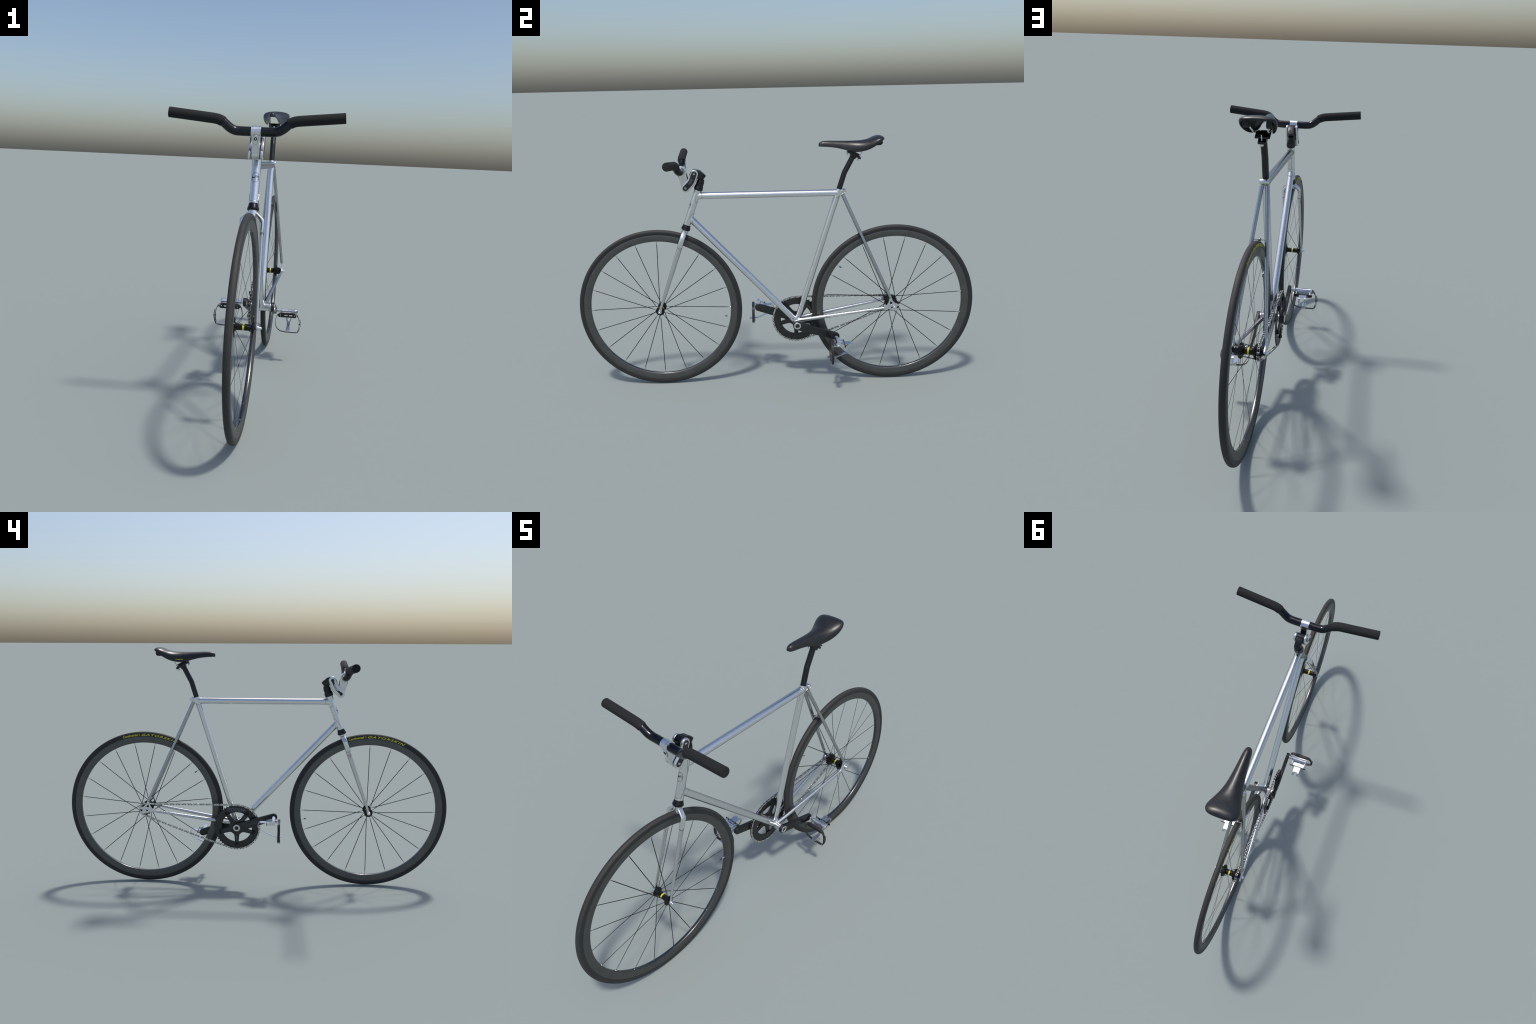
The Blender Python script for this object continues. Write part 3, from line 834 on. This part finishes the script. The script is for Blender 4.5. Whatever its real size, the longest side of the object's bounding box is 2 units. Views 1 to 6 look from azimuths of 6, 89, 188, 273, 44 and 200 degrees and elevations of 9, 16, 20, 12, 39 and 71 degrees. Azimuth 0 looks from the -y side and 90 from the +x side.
# lettering on ring, arm and spider (rider's right, faces -x)
me = fit_text("ZODIAK", .104, .0180, extrude=.0002, bold=.012, shear=.28)
me.materials.append(M["greytext"])
kid("ring_lettering", me, crank, basis(V((RX - .0018 - .0003, BB.y + .053, BB.z + .0855)), -Y, Z))
me = fit_text("Omnium", .092, .0120, extrude=.0003, bold=.004)
me.materials.append(M["darktext"])
vv = (-X).cross(fwd)
kid("arm_lettering", me, crank, basis(BB + X * -.0633 + fwd * .052 - vv * .0060, fwd, vv))
g = Geo()
st = stadium((.052, 0), (.147, 0), .0138, .0095, 14)
P3 = [V((p[0], p[1], 0)) for p in st]; P3 += P3[:2]
tube(g, P3, .0009, 8, side=Z, caps=False)
kid("arm_groove", g.mesh("arm_groove", ["darktext"]), crank, basis(BB + X * -.0630, fwd, vv))
g = Geo()
for i in range(5):
    box(g, BB + V((-.0525, 0, -.0475 - .0052 * i)), X * .0004, Y * .0022, Z * .0020)
a = deg(126); d = Y * math.cos(a) + Z * math.sin(a)
box(g, BB + X * -.0525 + d * .058 , X * .0004, d * .016, d.cross(X) * .0014)
kid("spider_print", g.mesh("spider_print", ["greytext"]), crank, Matrix())

# cog and lockring on the rear hub
cog = add("cog", plate_mesh([teeth(COG_N, COG_R - .0032, COG_R + .0034, math.pi / COG_N), circle((0, 0), .0175, 32)], .0036, .0003, "pin"), rear_wheel, None, basis(REAR + X * RX, Y, Z))

# ------------------------------------------------------------------ chain
cA = V((BB.y, BB.z)); cB = V((REAR.y, REAR.z)); D = (cB - cA).length; th = math.atan2(cB.y - cA.y, cB.x - cA.x)
be = math.acos((RING_R - COG_R) / D)
run = math.sqrt(D * D - (RING_R - COG_R) ** 2)
segs = []                       # (kind, length, data)
# lower run from ring to cog, round the cog, upper run back, round the ring
a_lo, a_up = th - be, th + be
segs.append(("line", run, cA + V((math.cos(a_lo), math.sin(a_lo))) * RING_R, cB + V((math.cos(a_lo), math.sin(a_lo))) * COG_R))
segs.append(("arc", COG_R * 2 * be, cB, COG_R, a_lo, a_lo + 2 * be))
segs.append(("line", run, cB + V((math.cos(a_up), math.sin(a_up))) * COG_R, cA + V((math.cos(a_up), math.sin(a_up))) * RING_R))
segs.append(("arc", RING_R * (2 * math.pi - 2 * be), cA, RING_R, a_up, a_up + 2 * math.pi - 2 * be))
total = sum(s[1] for s in segs)
N = 2 * round(total / PITCH / 2); pit = total / N
def belt(s):
    s %= total
    for i, sg in enumerate(segs):
        if s <= sg[1]:
            t = s / sg[1]
            if sg[0] == "line":
                p = sg[2].lerp(sg[3], t)
                if i == 0: p = p - V((0, .0045 * 4 * t * (1 - t)))     # the slack run sags a little
                return p
            a = sg[4] + (sg[5] - sg[4]) * t
            return sg[2] + V((math.cos(a), math.sin(a))) * sg[3]
        s -= sg[1]
    return segs[0][2]
def link_outline(p, r, waist):
    out = []
    for i in range(13):
        a = deg(60 + 240 * i / 12); out.append((r * math.cos(a), r * math.sin(a)))
    out.append((p / 2, -waist))
    for i in range(13):
        a = deg(-120 + 240 * i / 12); out.append((p + r * math.cos(a), r * math.sin(a)))
    out.append((p / 2, waist))
    return out
outer_plate = plate_mesh([link_outline(pit, .0050, .0026)], .0011, .0002)
inner_plate = plate_mesh([link_outline(pit, .0045, .0031)], .0011, .0002)
g = Geo()
for s in (1, -1): g.merge(outer_plate, Matrix.Translation((0, 0, s * .0042)), 0)
for x in (0, pit): lathe(g, [(-.0054, 0), (-.0054, .0025), (.0054, .0025), (.0054, 0)], (x, 0, 0), Z, 12, mi=1)
outer_me = g.mesh("chain_outer_link", ["chain", "pin"])
g = Geo()
for s in (1, -1): g.merge(inner_plate, Matrix.Translation((0, 0, s * .0029)), 0)
for x in (0, pit):
    lathe(g, [(-.0022, .0020), (-.0022, .0037), (.0022, .0037), (.0022, .0020)], (x, 0, 0), Z, 14, mi=0, closed=True)
inner_me = g.mesh("chain_inner_link", ["chain_in", "pin"])
chain = None
for i in range(N):
    a, b = belt(i * pit), belt((i + 1) * pit)
    d = V((0, b.x - a.x, b.y - a.y)); mw = basis(V((RX, a.x, a.y)), d, X.cross(d))
    if chain is None:
        chain = add("chain", outer_me, bike, None, mw)
        continue
    o = add("chain_link", outer_me if i % 2 == 0 else inner_me, chain, None, chain.matrix_basis.inverted() @ mw)

# ------------------------------------------------------------------ pedals (upside down, toe clips hanging behind)
def pedal(s, c):
    """s: +1 rider's left. c: spindle point at the crank. Local x goes outward."""
    c = V(c)
    def P(x, y, z): return V((s * x, c.y + y, c.z + z))
    g = Geo()
    lathe(g, [(.0620, .0072), (.0700, .0072), (.0702, .0090), (.0740, .0090), (.0742, .0068), (.0840, .0066), (.0850, .0096), (.0865, .0108), (.0930, .0109), (.1060, .0099), (.1230, .0092), (.1400, .0098), (.1530, .0108),
              (.1600, .0112), (.1628, .0106), (.1632, .0060), (.1620, .0055), (.1620, 0)], V((0, c.y, c.z)), X * s, 28)
    body = add("pedal", g.mesh("pedal", ["chrome"]), bike)
    # cage plates: front one deep with slots, rear one thin and toothed
    def hexp(x0, x1, z0, z1, k):
        zc = (z0 + z1) / 2
        return [(x0, zc + .002), (x0 + k, z1), (x1 - k, z1), (x1, zc + .002), (x1, zc - .003), (x1 - .004, z0), (x0 + .004, z0), (x0, zc - .003)]
    slots = [rrect(.114, -.0165, .0085, .0028, .0022, 4), rrect(.1365, -.0165, .0085, .0028, .0022, 4), circle((.0855, -.0125), .0019, 12), circle((.0855, -.0205), .0019, 12), circle((.1560, -.0165), .0026, 12)]
    mw = basis(P(0, -.0285, 0), X * s, Z)
    add("cage_plate", plate_mesh([hexp(.0735, .1655, -.0270, -.0068, .011)] + slots, .0030, .0004, "satin"), body, None, mw)
    back = []
    for i in range(19):
        x = .080 + .088 * i / 18; back.append((x, -.0068 + (.0020 if i % 2 else 0)))
    back += [(.168, -.0165), (.158, -.0200), (.092, -.0200), (.080, -.0140)]
    add("cage_plate", plate_mesh([back, rrect(.112, -.0130, .009, .0026, .002, 4), rrect(.138, -.0130, .009, .0026, .002, 4)], .0020, .0003, "satin"), body, None, basis(P(0, .0345, 0), X * s, Z))
    g = Geo()
    for x in (.0915, .1555):
        bar_ = [(-.010, -.0150), (-.009, .0005), (.009, .0005), (.0340, -.0075), (.0340, -.0150), (.0, -.0165)]
        g.merge(plate_mesh([bar_], .0060, .0010), basis(P(x, 0, 0), Y, Z))
    box(g, P(.1235, .002, -.0140), X * .034, Y * .0295, Z * .0016)
    add("pedal_bridge", g.mesh("pedal_bridge", ["alloy"]), body)
    # toe clip: wide tongue, two prongs curling under, one stem running forward
    g = Geo()
    xc = .1250
    ribbon(g, [P(xc, .022, -.0090), P(xc, .040, -.0085), P(xc, .0560, -.0085), P(xc, .0660, -.0082)], X, [.030, .034, .034, .033], .0014)
    for sg in (1, -1):
        pr = spline([(.0125, .0650, -.0082), (.0130, .0740, -.0110), (.0135, .0790, -.0200), (.0135, .0775, -.0310), (.0125, .0680, -.0440), (.0100, .0520, -.0555), (.0060, .0330, -.0655)], 5)
        ribbon(g, [P(xc + sg * q.x, q.y, q.z) for q in pr], X, [.0085 - .002 * (i / len(pr)) for i in range(len(pr))], .0014)
    stem_p = spline([(0, .0370, -.0640), (0, .0250, -.0690), (0, .0100, -.0765), (0, -.0020, -.0815), (0, -.0150, -.0838), (0, -.0400, -.0845), (0, -.0500, -.0842)], 5)
    ribbon(g, [P(xc, q.y, q.z) for q in stem_p], X, [interp([(0, .018), (.4, .0135), (.62, .016), (.72, .020), (.85, .018), (1, .010)], i / (len(stem_p) - 1)) for i in range(len(stem_p))], .0026)
    add("toe_clip", g.mesh("toe_clip", ["plate_steel"]), body)
    # strap loop in a plane across the bike, with buckle and free tail
    loop = [(.088, -.0045), (.0745, -.0105), (.0650, -.0270), (.0618, -.0520), (.0638, -.0700), (.0720, -.0855), (.0870, -.0965), (.1090, -.1010), (.1400, -.1025), (.1640, -.1020), (.1735, -.0985),
            (.1790, -.0820), (.1815, -.0600), (.1795, -.0380), (.1720, -.0180), (.1580, -.0060), (.1235, -.0035)]
    ext = [V((*p, 0)) for p in loop]; ext = ext + [ext[0]]
    sp_ = spline(ext, 4)[:-1]
    g = Geo()
    ribbon(g, [P(q.x, -.0285, q.y) for q in sp_], Y, .0122, .0019, closed=True)
    tail = spline([(.1745, -.1010, 0), (.1825, -.0860, 0), (.1870, -.0660, 0), (.1868, -.0480, 0), (.1835, -.0340, 0)], 5)
    ribbon(g, [P(q.x, -.0285, q.y) for q in tail], Y, .0115, .0018)
    add("toe_strap", g.mesh("toe_strap", ["strap"], 50), body)
    g = Geo()
    for y in (-.0070, .0070):
        tube(g, [P(.1690, -.0285 + y, -.1065), P(.1770, -.0285 + y, -.0830)], .0012, 8)
    for x, z in ((.1690, -.1065), (.1735, -.0930), (.1770, -.0830)):
        tube(g, [P(x, -.0355, z), P(x, -.0215, z)], .0013, 8)
    add("strap_buckle", g.mesh("strap_buckle", ["chrome"]), body)
    g = Geo()
    ribbon(g, [P(.1790, -.0285, -.0590), P(.1822, -.0285, -.0560), P(.1845, -.0285, -.0590), P(.1822, -.0285, -.0620)], Y, .0140, .0016, closed=True)
    box(g, P(.0735, -.0285, -.0175), X * .0020, Y * .0072, Z * .0030)
    box(g, P(.1700, -.0285, -.0175), X * .0020, Y * .0072, Z * .0030)
    add("strap_keeper", g.mesh("strap_keeper", ["strap"]), body)
    g = Geo()
    box(g, P(xc, -.0250, -.0945), X * .0092, Y * .0068, Z * .0070)
    add("clip_guide", g.mesh("clip_guide", ["plate_steel"]), body)
    return body
tip = BB + fwd * CL
pedal(-1, (0, tip.y, tip.z))
tip = BB - fwd * CL
pedal(1, (0, tip.y, tip.z))
